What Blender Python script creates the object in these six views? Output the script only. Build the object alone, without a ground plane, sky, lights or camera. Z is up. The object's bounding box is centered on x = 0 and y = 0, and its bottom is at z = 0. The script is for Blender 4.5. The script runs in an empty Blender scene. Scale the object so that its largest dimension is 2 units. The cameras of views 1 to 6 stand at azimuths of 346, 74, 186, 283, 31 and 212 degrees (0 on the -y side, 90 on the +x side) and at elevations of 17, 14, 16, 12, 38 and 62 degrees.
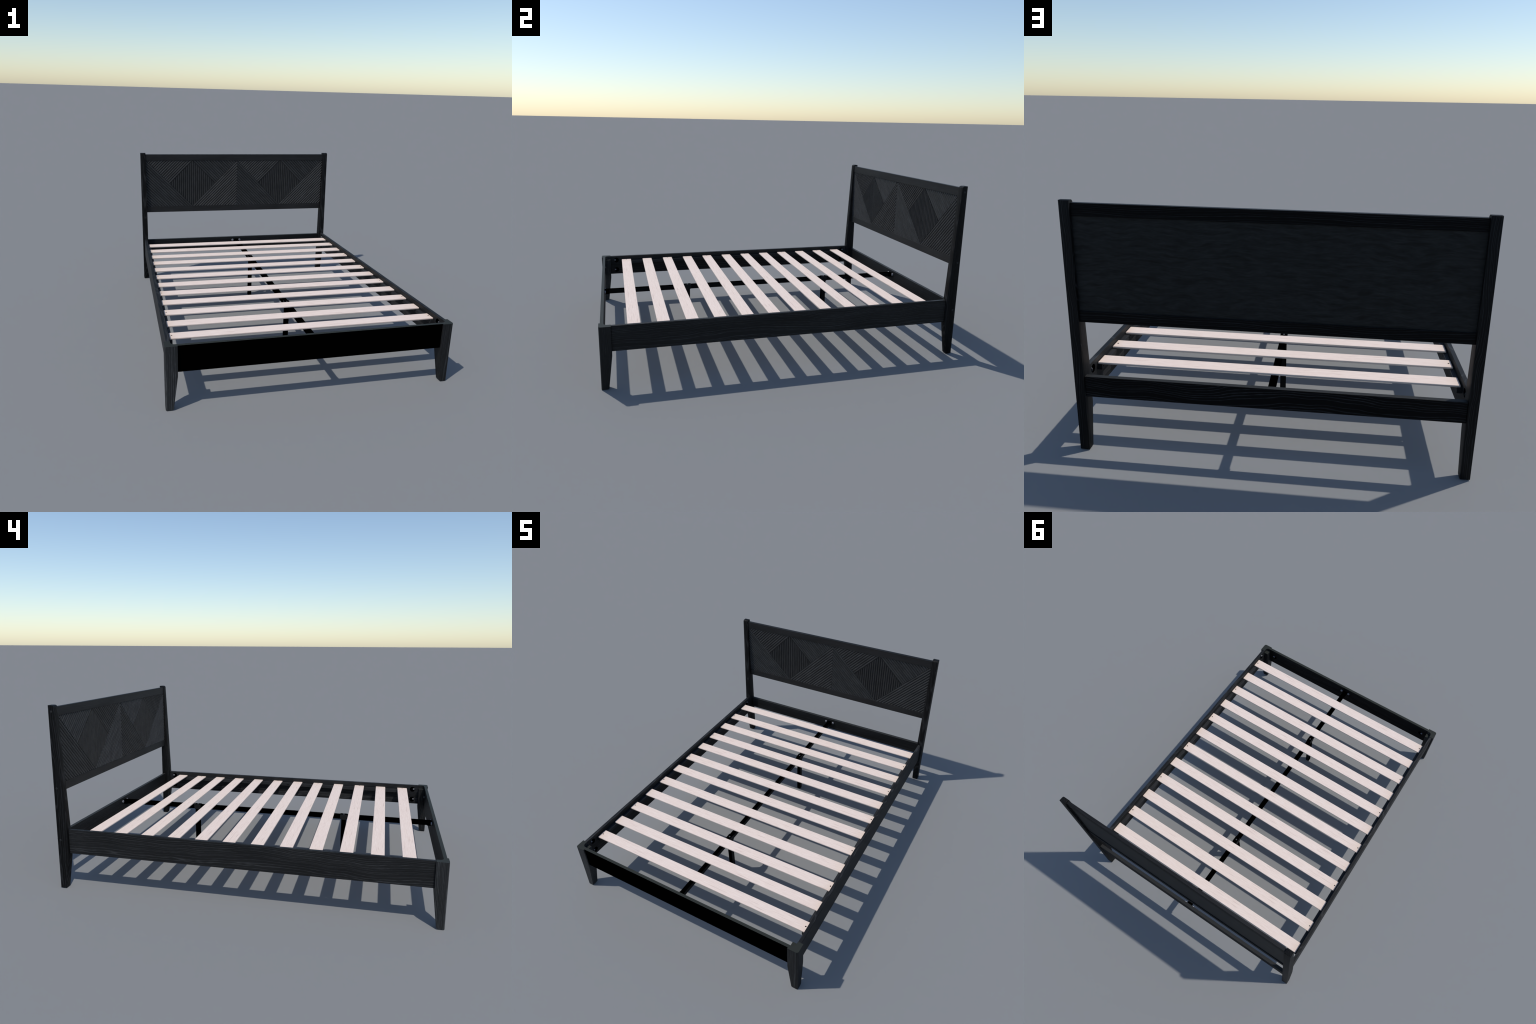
import bpy, bmesh, math, random
from mathutils import Vector, Matrix

random.seed(7)
scene = bpy.context.scene
COLL = scene.collection

# ------------------------------------------------------------------ sizes (m)
HX = 0.750            # half width over the legs
LEG = 0.060           # leg section above the taper
FOOT = 0.038          # leg section at the floor
Z_RAIL0, Z_RAIL1 = 0.198, 0.332
Z_TOP = 0.333         # top of front legs and footboard
RAIL_IN, RAIL_OUT = 0.720, 0.739
POST_IN = 0.712
SLAT_TOP, SLAT_T, SLAT_W, SLAT_HALF = 0.309, 0.009, 0.066, 0.716
N_SLATS, SLAT_Y = 12, 0.826
PANEL_B, PANEL_T = 0.582, 0.938
HB_FRONT, HB_BACK = 0.972, 0.991


# ------------------------------------------------------------------ materials
class Nodes:
    def __init__(self, name):
        self.mat = bpy.data.materials.new(name)
        self.mat.use_nodes = True
        self.nt = self.mat.node_tree
        self.bsdf = self.nt.nodes["Principled BSDF"]

    def new(self, kind, **props):
        n = self.nt.nodes.new(kind)
        for k, v in props.items():
            setattr(n, k, v)
        return n

    def link(self, a, b):
        self.nt.links.new(a, b)

    def math(self, op, a, b=None, c=None):
        n = self.new("ShaderNodeMath", operation=op)
        for i, v in enumerate((a, b, c)):
            if v is None:
                continue
            if isinstance(v, (int, float)):
                n.inputs[i].default_value = v
            else:
                self.link(v, n.inputs[i])
        return n.outputs[0]

    def noise(self, vec, scale, detail=2.0, rough=0.5):
        n = self.new("ShaderNodeTexNoise")
        n.inputs["Scale"].default_value = scale
        n.inputs["Detail"].default_value = detail
        n.inputs["Roughness"].default_value = rough
        self.link(vec, n.inputs["Vector"])
        return n.outputs["Fac"]

    def stretch(self, vec, s):
        n = self.new("ShaderNodeVectorMath", operation="MULTIPLY")
        self.link(vec, n.inputs[0])
        n.inputs[1].default_value = s
        return n.outputs[0]

    def ramp(self, fac, stops):
        n = self.new("ShaderNodeValToRGB")
        cr = n.color_ramp
        while len(cr.elements) < len(stops):
            cr.elements.new(0.5)
        for e, (p, c) in zip(cr.elements, stops):
            e.position = p
            e.color = (*c, 1.0)
        self.link(fac, n.inputs[0])
        return n.outputs["Color"]

    def mix(self, fac, a, b, mode="MIX"):
        n = self.new("ShaderNodeMix", data_type="RGBA", blend_type=mode)
        for sock, v in ((n.inputs[0], fac), (n.inputs[6], a), (n.inputs[7], b)):
            if isinstance(v, (int, float)):
                sock.default_value = v
            elif isinstance(v, tuple):
                sock.default_value = (*v, 1.0)
            else:
                self.link(v, sock)
        return n.outputs[2]


def plain(name, col, rough=0.6, spec=0.2, metal=0.0):
    m = Nodes(name)
    m.bsdf.inputs["Base Color"].default_value = (*col, 1)
    m.bsdf.inputs["Roughness"].default_value = rough
    m.bsdf.inputs["Specular IOR Level"].default_value = spec
    m.bsdf.inputs["Metallic"].default_value = metal
    return m.mat


def grain_coords(m, axis):
    """Object coordinates turned so that the grain runs along X, shifted per object."""
    tc = m.new("ShaderNodeTexCoord")
    sep = m.new("ShaderNodeSeparateXYZ")
    m.link(tc.outputs["Object"], sep.inputs[0])
    order = {"x": (0, 2, 1), "y": (1, 2, 0), "z": (2, 0, 1)}[axis]
    rnd = m.new("ShaderNodeObjectInfo").outputs["Random"]
    along = m.math("ADD", sep.outputs[order[0]], m.math("MULTIPLY", rnd, 9.0))
    return along, sep.outputs[order[1]], sep.outputs[order[2]], rnd


def black_wood(name, axis, base, line, centre=(-0.03, 0.03), pitch=0.0085,
               wander=0.03, line_amount=1.0, spec=0.2, rough=0.55, bump=0.25,
               fig=(1.6, 5.0)):
    """Ebonised timber: growth rings around a heart line that wanders along the board."""
    m = Nodes(name)
    u, v, w, rnd = grain_coords(m, axis)
    comb = m.new("ShaderNodeCombineXYZ")
    for i, s in enumerate((u, v, w)):
        m.link(s, comb.inputs[i])
    p = comb.outputs[0]
    n1 = m.math("SUBTRACT", m.noise(m.stretch(p, (fig[0], fig[1], fig[1])), 1.0, 2.5, 0.55), 0.5)
    n2 = m.math("SUBTRACT", m.noise(m.stretch(p, (10.0, 80.0, 80.0)), 1.0, 2.5), 0.5)
    dv = m.math("ADD", m.math("SUBTRACT", v, centre[0]), m.math("MULTIPLY", n1, wander * 2))
    dw = m.math("SUBTRACT", w, centre[1])
    r = m.math("SQRT", m.math("ADD", m.math("MULTIPLY", dv, dv), m.math("MULTIPLY", dw, dw)))
    r = m.math("ADD", r, m.math("MULTIPLY", n2, 0.0045))
    # uneven ring spacing: years of fast and slow growth
    rv = m.new("ShaderNodeCombineXYZ")
    m.link(r, rv.inputs[0])
    m.link(rnd, rv.inputs[1])
    yr = m.noise(m.stretch(rv.outputs[0], (0.55 / pitch, 3.0, 1.0)), 1.0, 2.0, 0.6)
    ph = m.math("MULTIPLY", m.math("ADD", r, m.math("MULTIPLY", yr, pitch * 2.2)), 2 * math.pi / pitch)
    wave = m.math("ADD", m.math("MULTIPLY", m.math("SINE", ph), 0.5), 0.5)
    lines = m.math("POWER", wave, 7.0)
    pores = m.noise(m.stretch(p, (14.0, 700.0, 700.0)), 1.0, 3.0, 0.6)
    brk = m.ramp(m.noise(m.stretch(p, (26.0, 200.0, 200.0)), 1.0, 3.0, 0.6),
                 [(0.34, (0.28,) * 3), (0.62, (1.0,) * 3)])
    patch = m.ramp(m.noise(m.stretch(p, (3.0, 14.0, 14.0)), 1.0, 2.0),
                   [(0.3, (0.72,) * 3), (0.7, (1.25,) * 3)])
    fac = m.math("MULTIPLY", lines, line_amount)
    facb = m.new("ShaderNodeMath", operation="MULTIPLY")
    m.link(fac, facb.inputs[0])
    m.link(brk, facb.inputs[1])
    col = m.mix(facb.outputs[0], base, line)
    col = m.mix(1.0, col, patch, "MULTIPLY")
    pr = m.ramp(pores, [(0.35, (0.75,) * 3), (0.65, (1.25,) * 3)])
    col = m.mix(1.0, col, pr, "MULTIPLY")
    m.link(col, m.bsdf.inputs["Base Color"])
    m.bsdf.inputs["Roughness"].default_value = rough
    m.bsdf.inputs["Specular IOR Level"].default_value = spec
    if bump:
        b = m.new("ShaderNodeBump")
        b.inputs["Strength"].default_value = bump
        b.inputs["Distance"].default_value = 0.0008
        m.link(m.math("ADD", lines, pores), b.inputs["Height"])
        m.link(b.outputs[0], m.bsdf.inputs["Normal"])
    return m.mat


def veneer_back(name):
    """Back of the headboard panel: stained plywood with short horizontal flecks."""
    m = Nodes(name)
    u, v, w, _ = grain_coords(m, "x")
    comb = m.new("ShaderNodeCombineXYZ")
    for i, s in enumerate((u, v, w)):
        m.link(s, comb.inputs[i])
    p = comb.outputs[0]
    warp = m.noise(m.stretch(p, (5.0, 9.0, 9.0)), 1.0, 2.0)
    v2 = m.math("ADD", v, m.math("MULTIPLY", warp, 0.06))
    comb2 = m.new("ShaderNodeCombineXYZ")
    for i, s in enumerate((u, v2, w)):
        m.link(s, comb2.inputs[i])
    fl = m.noise(m.stretch(comb2.outputs[0], (20.0, 120.0, 120.0)), 1.0, 5.0, 0.68)
    col = m.ramp(fl, [(0.32, (0.0030, 0.0040, 0.0046)), (0.50, (0.0085, 0.0102, 0.0112)),
                      (0.70, (0.0165, 0.0185, 0.0195))])
    dark = m.ramp(m.noise(m.stretch(comb2.outputs[0], (11.0, 75.0, 75.0)), 1.0, 2.0, 0.5),
                  [(0.30, (0.45,) * 3), (0.46, (1.0,) * 3)])
    col = m.mix(1.0, col, dark, "MULTIPLY")
    m.link(col, m.bsdf.inputs["Base Color"])
    m.bsdf.inputs["Roughness"].default_value = 0.6
    m.bsdf.inputs["Specular IOR Level"].default_value = 0.2
    return m.mat


def pale_wood(name):
    """Unfinished plywood slats: pinkish, fine streaks and darker dashes along x."""
    m = Nodes(name)
    u, v, w, rnd = grain_coords(m, "x")
    comb = m.new("ShaderNodeCombineXYZ")
    m.link(u, comb.inputs[0])
    tc = m.new("ShaderNodeTexCoord")
    sep = m.new("ShaderNodeSeparateXYZ")
    m.link(tc.outputs["Object"], sep.inputs[0])
    m.link(sep.outputs[1], comb.inputs[1])
    m.link(sep.outputs[2], comb.inputs[2])
    p = comb.outputs[0]
    fine = m.noise(m.stretch(p, (22.0, 520.0, 520.0)), 1.0, 3.0, 0.6)
    base = m.ramp(fine, [(0.25, (0.728, 0.582, 0.502)), (0.50, (0.808, 0.660, 0.570)),
                         (0.75, (0.868, 0.745, 0.666))])
    dash = m.noise(m.stretch(p, (7.0, 190.0, 190.0)), 1.0, 2.0, 0.5)
    dm = m.ramp(dash, [(0.62, (0.0,) * 3), (0.74, (1.0,) * 3)])
    dmf = m.new("ShaderNodeMath", operation="MULTIPLY")
    m.link(dm, dmf.inputs[0])
    dmf.inputs[1].default_value = 0.7
    col = m.mix(dmf.outputs[0], base, (0.55, 0.40, 0.335))
    # warm, slightly yellower tone towards the two ends
    warm = m.math("MULTIPLY", m.math("POWER", m.math("MULTIPLY", m.math("ABSOLUTE", sep.outputs[0]), 1.39), 14.0), 0.65)
    warm2 = m.math("MULTIPLY", warm, m.noise(m.stretch(p, (4.0, 60.0, 60.0)), 1.0, 1.0))
    col = m.mix(warm2, col, (0.72, 0.55, 0.41))
    m.link(col, m.bsdf.inputs["Base Color"])
    m.bsdf.inputs["Roughness"].default_value = 0.7
    m.bsdf.inputs["Specular IOR Level"].default_value = 0.2
    return m.mat


M_RAIL = black_wood("black_stained_rail_wood", "y", (0.0088, 0.0090, 0.0095), (0.034, 0.035, 0.0365),
                    centre=(-0.042, 0.014), pitch=0.0080, wander=0.060, fig=(1.5, 3.0))
M_CROSS = black_wood("black_stained_cross_wood", "x", (0.0022, 0.0024, 0.0028), (0.026, 0.027, 0.030),
                     centre=(-0.018, 0.016), pitch=0.0100, wander=0.065, fig=(1.8, 3.0), spec=0.08)
M_CROSS_LIT_TINT = black_wood("black_stained_cross_wood_lit_tint", "x", (0.0085, 0.0087, 0.0090), (0.016, 0.0165, 0.017),  # cross wood lightened in colour for the sunlit inner face
                        centre=(-0.03, 0.04), pitch=0.0060, wander=0.020, spec=0.15)
M_POST = black_wood("black_stained_post_wood", "z", (0.0036, 0.0037, 0.0040), (0.022, 0.023, 0.0245),
                    centre=(0.012, 0.030), pitch=0.0066, wander=0.040, fig=(2.4, 4.0), spec=0.12)
M_LEG = black_wood("black_stained_leg_wood", "z", (0.0075, 0.0077, 0.0080), (0.032, 0.033, 0.0345),
                   centre=(0.05, 0.06), pitch=0.0048, wander=0.018)
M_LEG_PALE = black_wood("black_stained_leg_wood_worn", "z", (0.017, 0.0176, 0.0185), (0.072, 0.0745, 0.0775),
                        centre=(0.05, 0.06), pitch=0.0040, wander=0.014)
M_HBRAIL = black_wood("black_stained_headboard_rail_wood", "x", (0.0110, 0.0113, 0.0120), (0.022, 0.023, 0.0245),
                      centre=(-0.16, 0.05), pitch=0.0050, wander=0.010, line_amount=0.7)
M_HBRAIL_SHADE_TINT = black_wood("black_stained_headboard_rail_shade_tint", "x", (0.0020, 0.0022, 0.0026), (0.015, 0.016, 0.018),  # rail wood darkened for the shaded rear face
                           centre=(-0.10, 0.05), pitch=0.0070, wander=0.030, spec=0.08)
# rib tone set per direction: diagonals lighter, uprights darker
M_RIBS = [black_wood("black_stained_rib_wood_" + n, "x", tuple(c * k for c in (0.0235, 0.0243, 0.0252)),
                     tuple(c * k for c in (0.032, 0.033, 0.034)), pitch=0.02, line_amount=0.3, bump=0.0)
          for n, k in (("falling", 1.08), ("rising", 1.12), ("upright", 0.86))]
M_LEDGER = black_wood("black_stained_ledger_wood", "y", (0.020, 0.0205, 0.0215), (0.038, 0.039, 0.041),
                      centre=(0.1, 0.1), pitch=0.006, wander=0.01)
M_BACK = veneer_back("stained_plywood_back")
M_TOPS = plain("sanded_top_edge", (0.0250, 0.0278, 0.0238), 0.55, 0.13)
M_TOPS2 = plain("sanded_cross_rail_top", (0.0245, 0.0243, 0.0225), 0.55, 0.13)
M_GROOVE = plain("panel_ground_dark", (0.0085, 0.0092, 0.0105), 0.7, 0.1)
M_DEEP = plain("baked_shading_black", (0.0003, 0.0003, 0.0003), 1.0, 0.0)  # blacks out the footboard front, a shading fault of overlapping faces
M_STEEL = plain("black_steel_skylight_tint", (0.0045, 0.0048, 0.0055), 0.5, 0.1)
M_BRACKET = plain("black_bracket_steel", (0.012, 0.012, 0.012), 0.5, 0.15)
M_HOLE = plain("drilled_hole", (0.0008, 0.0008, 0.0010), 0.9, 0.02)  # walls coloured near black to deepen the shadow inside
M_ZINC = plain("zinc_plated_bolt", (0.26, 0.26, 0.285), 0.45, 0.5, 0.6)
M_ZINC_DULL = plain("dull_bracket_screw", (0.055, 0.055, 0.058), 0.5, 0.3)
M_CAP = plain("post_screw_cap", (0.017, 0.0175, 0.0185), 0.5, 0.2)
M_SLAT = pale_wood("pale_plywood")


# ------------------------------------------------------------------ helpers
def finish(bm, name, parent, mats, loc=(0, 0, 0), smooth_deg=None):
    bmesh.ops.recalc_face_normals(bm, faces=bm.faces)
    me = bpy.data.meshes.new(name)
    bm.transform(Matrix.Translation(-Vector(loc)))
    bm.to_mesh(me)
    bm.free()
    for mt in (mats if isinstance(mats, (list, tuple)) else [mats]):
        me.materials.append(mt)
    if smooth_deg is not None:
        me.shade_smooth() if hasattr(me, "shade_smooth") else None
        me.set_sharp_from_angle(angle=math.radians(smooth_deg))
    ob = bpy.data.objects.new(name, me)
    ob.location = loc
    COLL.objects.link(ob)
    if parent:
        ob.parent = parent
    return ob


def box_bm(x0, x1, y0, y1, z0, z1, bevel=0.0015, seg=2):
    bm = bmesh.new()
    bmesh.ops.create_cube(bm, size=1.0)
    bm.transform(Matrix.Translation(((x0 + x1) / 2, (y0 + y1) / 2, (z0 + z1) / 2))
                 @ Matrix.Diagonal((x1 - x0, y1 - y0, z1 - z0, 1)))
    if bevel:
        bmesh.ops.bevel(bm, geom=bm.edges[:], offset=bevel, segments=seg, profile=0.5, affect="EDGES")
    return bm


def box(name, parent, mats, x0, x1, y0, y1, z0, z1, bevel=0.0015, seg=2, paint=None):
    bm = box_bm(x0, x1, y0, y1, z0, z1, bevel, seg)
    bm.normal_update()
    if paint:
        for f in bm.faces:
            f.material_index = paint(f.normal, f.calc_center_median())
    return finish(bm, name, parent, mats, ((x0 + x1) / 2, (y0 + y1) / 2, (z0 + z1) / 2))


def cyl_bm(centre, axis, r, depth, seg=24, bevel=0.0, r2=None):
    bm = bmesh.new()
    bmesh.ops.create_cone(bm, cap_ends=True, segments=seg, radius1=r, radius2=r if r2 is None else r2, depth=depth)
    if bevel:
        top = [e for e in bm.edges if all(v.co.z > 0 for v in e.verts)]
        bmesh.ops.bevel(bm, geom=top, offset=bevel, segments=3, profile=0.5, affect="EDGES")
    rot = Vector((0, 0, 1)).rotation_difference(Vector(axis)).to_matrix().to_4x4()
    bm.transform(Matrix.Translation(centre) @ rot)
    return bm


def cyl(name, parent, mat, centre, axis, r, depth, **kw):
    return finish(cyl_bm(centre, axis, r, depth, **kw), name, parent, mat, centre, 40)


def drill(ob, cutters):
    """Boolean round holes (centre, axis, radius, depth) into ob, hole walls in M_HOLE."""
    bm = bmesh.new()
    for c, ax, r, d in cutters:
        t = cyl_bm(c, ax, r, d, seg=28)
        me = bpy.data.meshes.new("tmp")
        t.to_mesh(me)
        t.free()
        bm.from_mesh(me)
        bpy.data.meshes.remove(me)
    cut = finish(bm, "cutter", None, M_HOLE)
    mod = ob.modifiers.new("holes", "BOOLEAN")
    mod.operation = "DIFFERENCE"
    mod.object = cut
    mod.solver = "EXACT"
    mod.material_mode = "TRANSFER"
    dg = bpy.context.evaluated_depsgraph_get()
    dg.update()
    new = bpy.data.meshes.new_from_object(ob.evaluated_get(dg))
    old = ob.data
    ob.modifiers.clear()
    ob.data = new
    new.name = old.name
    new.shade_flat()
    bpy.data.objects.remove(cut)


# ------------------------------------------------------------------ the bed
bed = bpy.data.objects.new("bed_frame", None)
bed.empty_display_size = 0.2
COLL.objects.link(bed)
bed["label"] = "black wooden bed frame with carved headboard and pale slats"
bed["category"] = "bed"


# ---- front legs: square section, rounded outer corner, tapered foot, notched top
def front_leg(side, mat):
    R, r = 0.012, 0.021
    xi, yi = HX - LEG, -1.0 + LEG
    y_fb = -0.976
    z_notch = 0.311
    arc = [(HX - R + R * math.cos(a), -1.0 + R + R * math.sin(a))
           for a in [math.radians(-90 + 90 * i / 6) for i in range(7)]]
    outer = [(xi, y_fb), (xi, -1.0)] + arc + [(HX, yi), (RAIL_IN, yi)]
    fil = [(RAIL_IN, yi)] + [(RAIL_IN - r + r * math.cos(a), y_fb + r - r * math.sin(a))
                             for a in [math.radians(90 * i / 8) for i in range(9)]] + [(xi, y_fb)]
    corner = (xi, yi)

    def taper(pt, k):          # shrink the section toward the outer corner
        return (HX - (HX - pt[0]) * k, -1.0 + (pt[1] + 1.0) * k)
    levels = [(0.0, (FOOT - 0.004) / LEG), (0.003, FOOT / LEG), (0.178, 1.0), (z_notch, 1.0), (Z_TOP, 1.0)]
    bm = bmesh.new()
    rings = []
    for z, k in levels:
        pts = [taper(p, k) for p in outer]
        rings.append([bm.verts.new((side * x, y, z)) for x, y in pts])
    cor = [bm.verts.new((side * taper(corner, k)[0], taper(corner, k)[1], z)) for z, k in levels[:-1]]
    for a, b in zip(rings[:-1], rings[1:]):
        for i in range(len(outer) - 1):
            bm.faces.new((a[i], a[i + 1], b[i + 1], b[i]))
    for i in range(len(cor) - 1):
        bm.faces.new((rings[i][-1], cor[i], cor[i + 1], rings[i + 1][-1]))
        bm.faces.new((cor[i], rings[i][0], rings[i + 1][0], cor[i + 1]))
    bm.faces.new(rings[0] + [cor[0]])
    lo = [rings[3][-1]] + [bm.verts.new((side * x, y, z_notch)) for x, y in fil[1:-1]] + [rings[3][0]]
    hi = [rings[4][-1]] + [bm.verts.new((side * x, y, Z_TOP)) for x, y in fil[1:-1]] + [rings[4][0]]
    for i in range(len(lo) - 1):
        bm.faces.new((lo[i], lo[i + 1], hi[i + 1], hi[i]))
    f1 = bm.faces.new(lo + [cor[3]])
    f2 = bm.faces.new(rings[4] + hi[1:-1])
    f1.material_index = f2.material_index = 1
    return finish(bm, "leg", bed, [mat, M_TOPS], (side * (HX - 0.03), -0.97, 0.0), 40)


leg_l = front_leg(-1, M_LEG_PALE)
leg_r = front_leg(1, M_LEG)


# ---- headboard posts (rear legs): straight back, front edge tapering up and down
def post(side):
    rt = 0.013
    zt = 0.995
    yf_top = 0.9675
    prof = [(1.0, 0.0), (0.967, 0.0), (0.940, 0.180), (0.940, 0.335), (yf_top, zt - rt)]
    prof += [(yf_top + rt - rt * math.cos(a), zt - rt + rt * math.sin(a))
             for a in [math.radians(90 * i / 6) for i in range(1, 7)]]
    prof += [(1.0, zt)]
    bm = bmesh.new()
    va = [bm.verts.new((side * POST_IN, y, z)) for y, z in prof]
    vb = [bm.verts.new((side * HX, y, z)) for y, z in prof]
    n = len(prof)
    for i in range(n):
        j = (i + 1) % n
        bm.faces.new((va[i], va[j], vb[j], vb[i]))
    bm.faces.new(va)
    bm.faces.new(vb)
    bmesh.ops.recalc_face_normals(bm, faces=bm.faces)
    big = [e for e in bm.edges if all(v.co.z > 0.97 and abs(v.co.x) > 0.74 for v in e.verts)]
    small = [e for e in bm.edges if e not in big and e.calc_face_angle(0) > 0.6]
    bmesh.ops.bevel(bm, geom=small, offset=0.0016, segments=2, profile=0.5, affect="EDGES")
    big = [e for e in bm.edges if all(v.co.z > 0.978 and abs(v.co.x) > HX - 0.0018 for v in e.verts)
           and e.calc_face_angle(0) > 0.2]
    return finish(bm, "headboard_post", bed, M_POST, (side * (HX - 0.019), 0.97, 0.0), 35)


posts = [post(-1), post(1)]
for s, ob in zip((-1, 1), posts):
    for z in (0.962, 0.558, 0.273):
        cyl("screw_cap", ob, M_CAP, (s * (HX - 0.0008), 0.983, z), (s, 0, 0), 0.0062, 0.003, seg=20, bevel=0.0012)
        # parent keeps world place
for ob in bpy.data.objects:
    if ob.name.startswith("screw_cap"):
        ob.location = Vector(ob.location) - ob.parent.location


def adopt(child, parent):
    child.parent = parent
    child.location = Vector(child.location) - parent.location


# ---- footboard
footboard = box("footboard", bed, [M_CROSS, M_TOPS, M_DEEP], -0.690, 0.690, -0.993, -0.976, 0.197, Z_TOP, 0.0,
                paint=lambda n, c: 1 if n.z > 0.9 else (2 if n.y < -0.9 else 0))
drill(footboard, [((s * 0.645, -0.976, 0.267), (0, 1, 0), 0.0165, 0.022) for s in (-1, 1)])
for s in (-1, 1):
    adopt(cyl("bolt", None, M_ZINC, (s * 0.6535, -0.9795, 0.267), (-s, 0, 0), 0.0058, 0.012, seg=16, bevel=0.001), footboard)

# ---- side rails with ledgers
for s in (-1, 1):
    x0, x1 = sorted((s * RAIL_IN, s * RAIL_OUT))
    rail = box("side_rail", bed, M_RAIL, x0, x1, -0.940, 0.939, Z_RAIL0, Z_RAIL1, 0.0014)
    holes = [(s * RAIL_IN, yy, zz) for yy in (-0.898, 0.899) for zz in (0.302, 0.229)]
    drill(rail, [(h, (1, 0, 0), 0.0175, 0.026) for h in holes])
    for h in holes:
        e = 1 if h[1] > 0 else -1
        adopt(cyl("bolt", None, M_ZINC, (s * (RAIL_IN + 0.006), h[1] + e * 0.0095, h[2]), (0, -e, 0), 0.0052, 0.011,
                  seg=16, bevel=0.001), rail)
        adopt(cyl("washer", None, M_ZINC_DULL, (s * (RAIL_IN + 0.0055), h[1] + e * 0.0142, h[2]), (0, -e, 0), 0.0095, 0.0016,
                  seg=20), rail)
    a, b = sorted((s * 0.700, s * (RAIL_IN - 0.0002)))
    led = box("slat_ledger", None, M_LEDGER, a, b, -0.861, 0.861, 0.277, 0.2992, 0.0012)
    drill(led, [((s * 0.700, yy, 0.289), (1, 0, 0), 0.0030, 0.012)
                for yy in (-0.849, -0.545, -0.525, -0.245, -0.225, -0.005, 0.005, 0.285, 0.305, 0.545, 0.565, 0.849)])
    adopt(led, rail)

# ---- low rail between the posts at the head end
end_rail = box("end_rail", bed, [M_CROSS, M_TOPS2, M_CROSS_LIT_TINT], -0.7118, 0.7118, 0.974, 0.994, 0.231, 0.316, 0.0014,
               paint=lambda n, c: 1 if n.z > 0.9 else (2 if n.y < -0.5 else 0))

# ---- headboard: two rails, plywood panel, mitred half-round ribs
top_rail = box("headboard_rail", bed, [M_HBRAIL, M_HBRAIL_SHADE_TINT], -0.7118, 0.7118, HB_FRONT, HB_BACK, PANEL_T, 0.985, 0.0012,
               paint=lambda n, c: 1 if n.y > 0.5 else 0)
low_rail = box("headboard_rail", bed, [M_HBRAIL, M_HBRAIL_SHADE_TINT], -0.7118, 0.7118, HB_FRONT, HB_BACK, 0.538, PANEL_B, 0.0012,
               paint=lambda n, c: 1 if n.y > 0.5 else 0)
panel = box("headboard_panel", bed, [M_GROOVE, M_BACK], -0.7118, 0.7118, 0.9778, 0.9865, PANEL_B, PANEL_T, 0.0,
            paint=lambda n, c: 1 if n.y > 0.9 else 0)

PX = 0.354
MID = (PANEL_B + PANEL_T) / 2
PITCH = PX * math.sqrt(0.5) / 16
XE = POST_IN - 0.0004


def regions():
    """Convex fields of the chevron pattern: (polygon, rib direction, first rib anchor)."""
    out = []
    T, B = PANEL_T, PANEL_B
    up, dn, vt = Vector((1, 1)).normalized(), Vector((1, -1)).normalized(), Vector((0, 1))
    out.append(([(-XE, B), (-PX, B), (-XE, T)], dn, (-PX, B)))
    out.append(([(PX, B), (XE, B), (XE, T)], up, (PX, B)))
    out.append(([(-PX, B), (0, B), (0, T)], up, (-PX, B)))
    out.append(([(0, B), (PX, B), (0, T)], dn, (PX, B)))
    for cx in (-PX, PX):
        h = PX / 2
        out.append(([(cx, B), (cx + h, MID), (cx, T), (cx - h, MID)], vt, (cx + PITCH / 2, B)))
        out.append(([(cx - PX, T), (cx - h, MID), (cx, T)], up, (cx, T)))
        out.append(([(cx, T), (cx + h, MID), (cx + PX, T)], dn, (cx, T)))
    return out


def rib(poly, d, centre):
    """Half-round strip along d through centre, clipped to the convex field."""
    w, h, n = PITCH * 0.44, 0.0042, 10
    nrm = Vector((-d.y, d.x))
    bm = bmesh.new()
    ends = []
    for t in (-0.6, 0.6):
        ring = []
        for i in range(n + 1):
            a = math.pi * i / n
            q = centre + d * t + nrm * (w * math.cos(a))
            ring.append(bm.verts.new((q.x, 0.9776 - h * math.sin(a), q.y)))
        ends.append(ring)
    for i in range(n):
        bm.faces.new((ends[0][i], ends[0][i + 1], ends[1][i + 1], ends[1][i]))
    bm.faces.new((ends[0][0], ends[1][0], ends[1][-1], ends[0][-1]))
    bm.faces.new(ends[0])
    bm.faces.new(list(reversed(ends[1])))
    c = Vector((sum(p[0] for p in poly) / len(poly), sum(p[1] for p in poly) / len(poly)))
    for p, q in zip(poly, poly[1:] + poly[:1]):
        e = (Vector(q) - Vector(p)).normalized()
        o = Vector((e.y, -e.x))
        if o.dot(c - Vector(p)) > 0:
            o = -o
        pt = Vector(p) - o * 0.0006
        geom = bm.verts[:] + bm.edges[:] + bm.faces[:]
        r = bmesh.ops.bisect_plane(bm, geom=geom, dist=1e-6, plane_co=(pt.x, 0, pt.y),
                                   plane_no=(o.x, 0, o.y), clear_outer=True)
        if not bm.faces:
            bm.free()
            return None
        ed = [g for g in r["geom_cut"] if isinstance(g, bmesh.types.BMEdge)]
        if ed:
            bmesh.ops.contextual_create(bm, geom=ed)
    return bm


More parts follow.
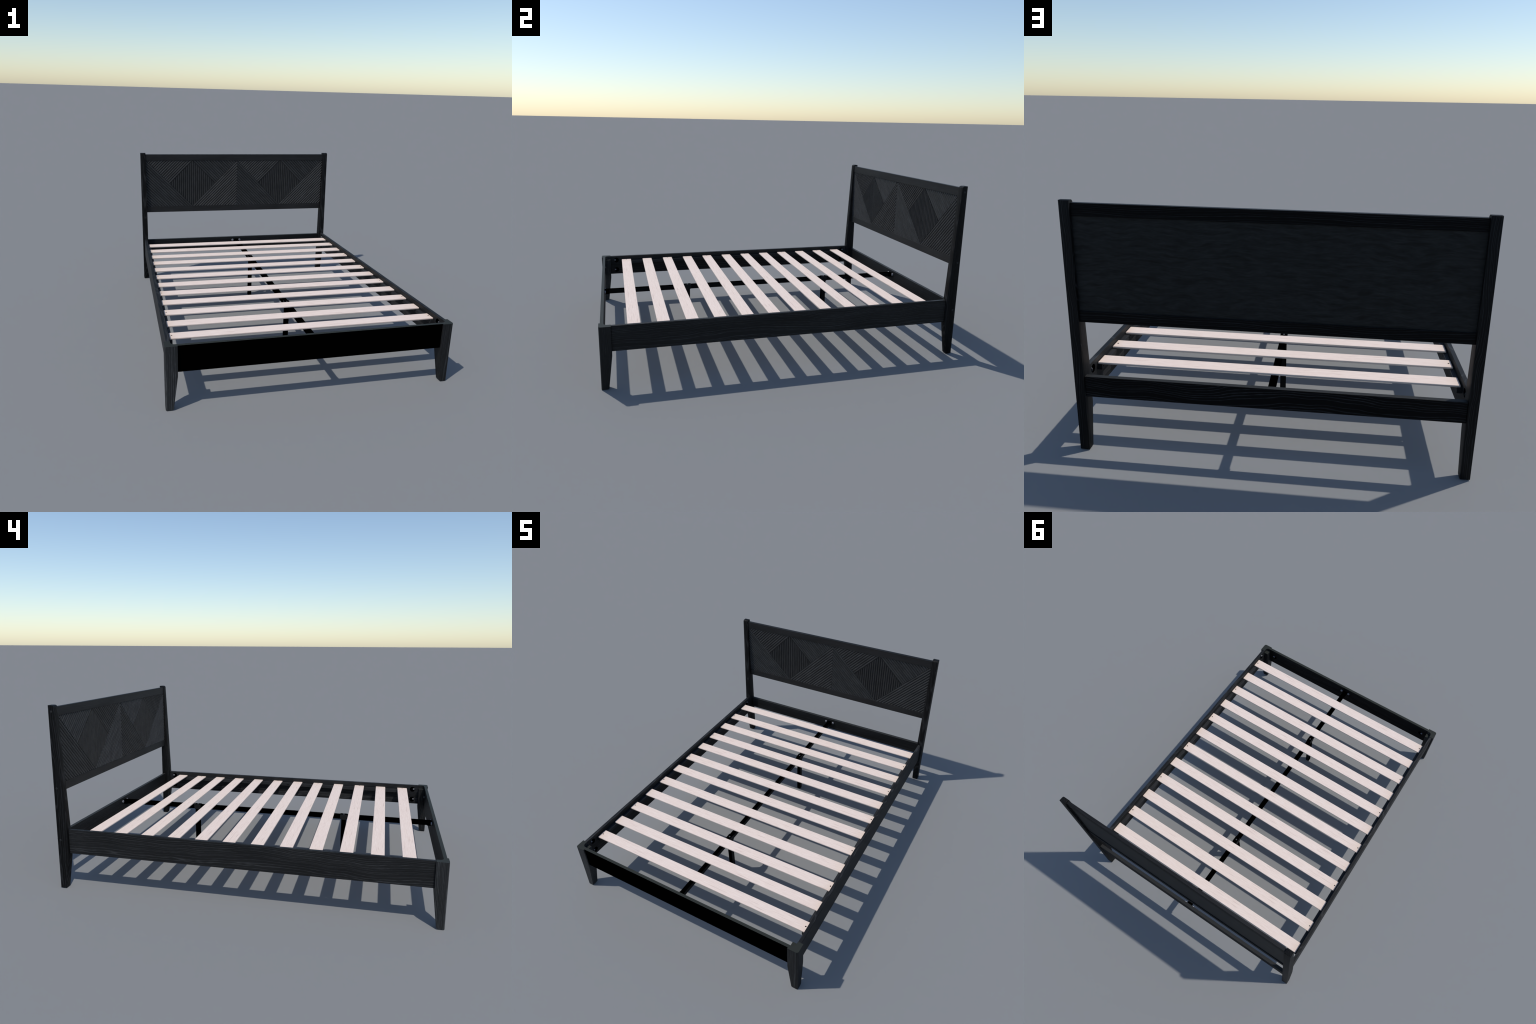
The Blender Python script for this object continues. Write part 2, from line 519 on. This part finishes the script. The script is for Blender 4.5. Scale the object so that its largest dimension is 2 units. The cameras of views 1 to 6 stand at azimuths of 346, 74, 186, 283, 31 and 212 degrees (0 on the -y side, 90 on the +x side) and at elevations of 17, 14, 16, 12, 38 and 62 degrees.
for poly, d, anchor in regions():
    nrm = Vector((-d.y, d.x))
    a = Vector(anchor)
    offs = [nrm.dot(Vector(p) - a) for p in poly]
    lo, hi = min(offs), max(offs)
    k0, k1 = math.floor(lo / PITCH) - 1, math.ceil(hi / PITCH) + 1
    for k in range(k0, k1 + 1):
        o = (k + 0.5) * PITCH
        if not (lo < o < hi):
            continue
        cen = a + nrm * o
        mid = Vector((sum(p[0] for p in poly) / len(poly), sum(p[1] for p in poly) / len(poly)))
        cen = cen + d * d.dot(mid - cen)
        bm = rib(poly, d, cen)
        if bm is None or len(bm.verts) < 6:
            continue
        cc = sum((v.co for v in bm.verts), Vector()) / len(bm.verts)
        kind = 2 if abs(d.x) < 0.1 else (1 if d.y > 0 else 0)
        adopt(finish(bm, "rib", None, M_RIBS[kind], cc, 40), panel)

# ---- slats
slat_meshes = []
for drilled in (True, False):
    ob = box("slat", None, M_SLAT, -SLAT_HALF, SLAT_HALF, -SLAT_W / 2, SLAT_W / 2, -SLAT_T / 2, SLAT_T / 2, 0.0028, 3)
    if drilled:
        drill(ob, [((s * 0.7035, 0.0, 0.0), (0, 0, 1), 0.0040, 0.03) for s in (-1, 1)])
    slat_meshes.append(ob.data)
    bpy.data.objects.remove(ob)
for i in range(N_SLATS):
    ob = bpy.data.objects.new("slat", slat_meshes[i % 2])
    ob.location = (0.002, -SLAT_Y + 2 * SLAT_Y * i / (N_SLATS - 1), SLAT_TOP - SLAT_T / 2)
    COLL.objects.link(ob)
    ob.parent = bed

# ---- centre beam with hangers and two props
dark = lambda n, c: 1 if (n.x > 0.7 or n.y > 0.7) else 0  # bakes shading by face: +x/+y get skylit grey, the rest flat black
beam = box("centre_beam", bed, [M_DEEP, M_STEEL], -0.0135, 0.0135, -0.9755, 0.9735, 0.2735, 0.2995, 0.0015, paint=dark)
for e, yy in ((-1, -0.976), (1, 0.974)):
    y0, y1 = sorted((yy - e * 0.0004, yy - e * 0.026))
    adopt(box("hanger_cup", None, M_DEEP, -0.0155, 0.0155, y0, y1, 0.2715, 0.2988, 0.0008), beam)
    for s in (-1, 1):
        adopt(cyl("bolt_head", None, M_ZINC, (s * 0.029, yy - e * 0.0032, 0.289), (0, -e, 0), 0.0092, 0.006,
                  seg=20, bevel=0.003), beam)
for yy in (-0.466, 0.463):
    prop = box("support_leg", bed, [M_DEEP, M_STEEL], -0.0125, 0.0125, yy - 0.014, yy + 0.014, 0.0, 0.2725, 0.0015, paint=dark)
    # folded saddle: top strap and two cheeks with clipped lower corners
    bm = bmesh.new()
    for s in (-1, 1):
        pr = [(-0.021, 0.3012), (0.021, 0.3012), (0.0205, 0.278), (0.015, 0.2705), (-0.015, 0.2705), (-0.0205, 0.278)]
        xa, xb = s * 0.0140, s * 0.0162
        va = [bm.verts.new((xa, yy + y, z)) for y, z in pr]
        vb = [bm.verts.new((xb, yy + y, z)) for y, z in pr]
        for i in range(6):
            bm.faces.new((va[i], va[(i + 1) % 6], vb[(i + 1) % 6], vb[i]))
        bm.faces.new(va)
        bm.faces.new(vb)
    sad = finish(bm, "saddle_bracket", None, M_BRACKET, (0, yy, 0.286))
    adopt(sad, prop)
    adopt(box("saddle_strap", None, M_DEEP, -0.0139, 0.0139, yy - 0.021, yy + 0.021, 0.2997, 0.3010, 0.0), prop)
    adopt(cyl("bracket_screw", None, M_ZINC_DULL, (0, yy, 0.3016), (0, 0, 1), 0.0048, 0.002, seg=18, bevel=0.0008), prop)
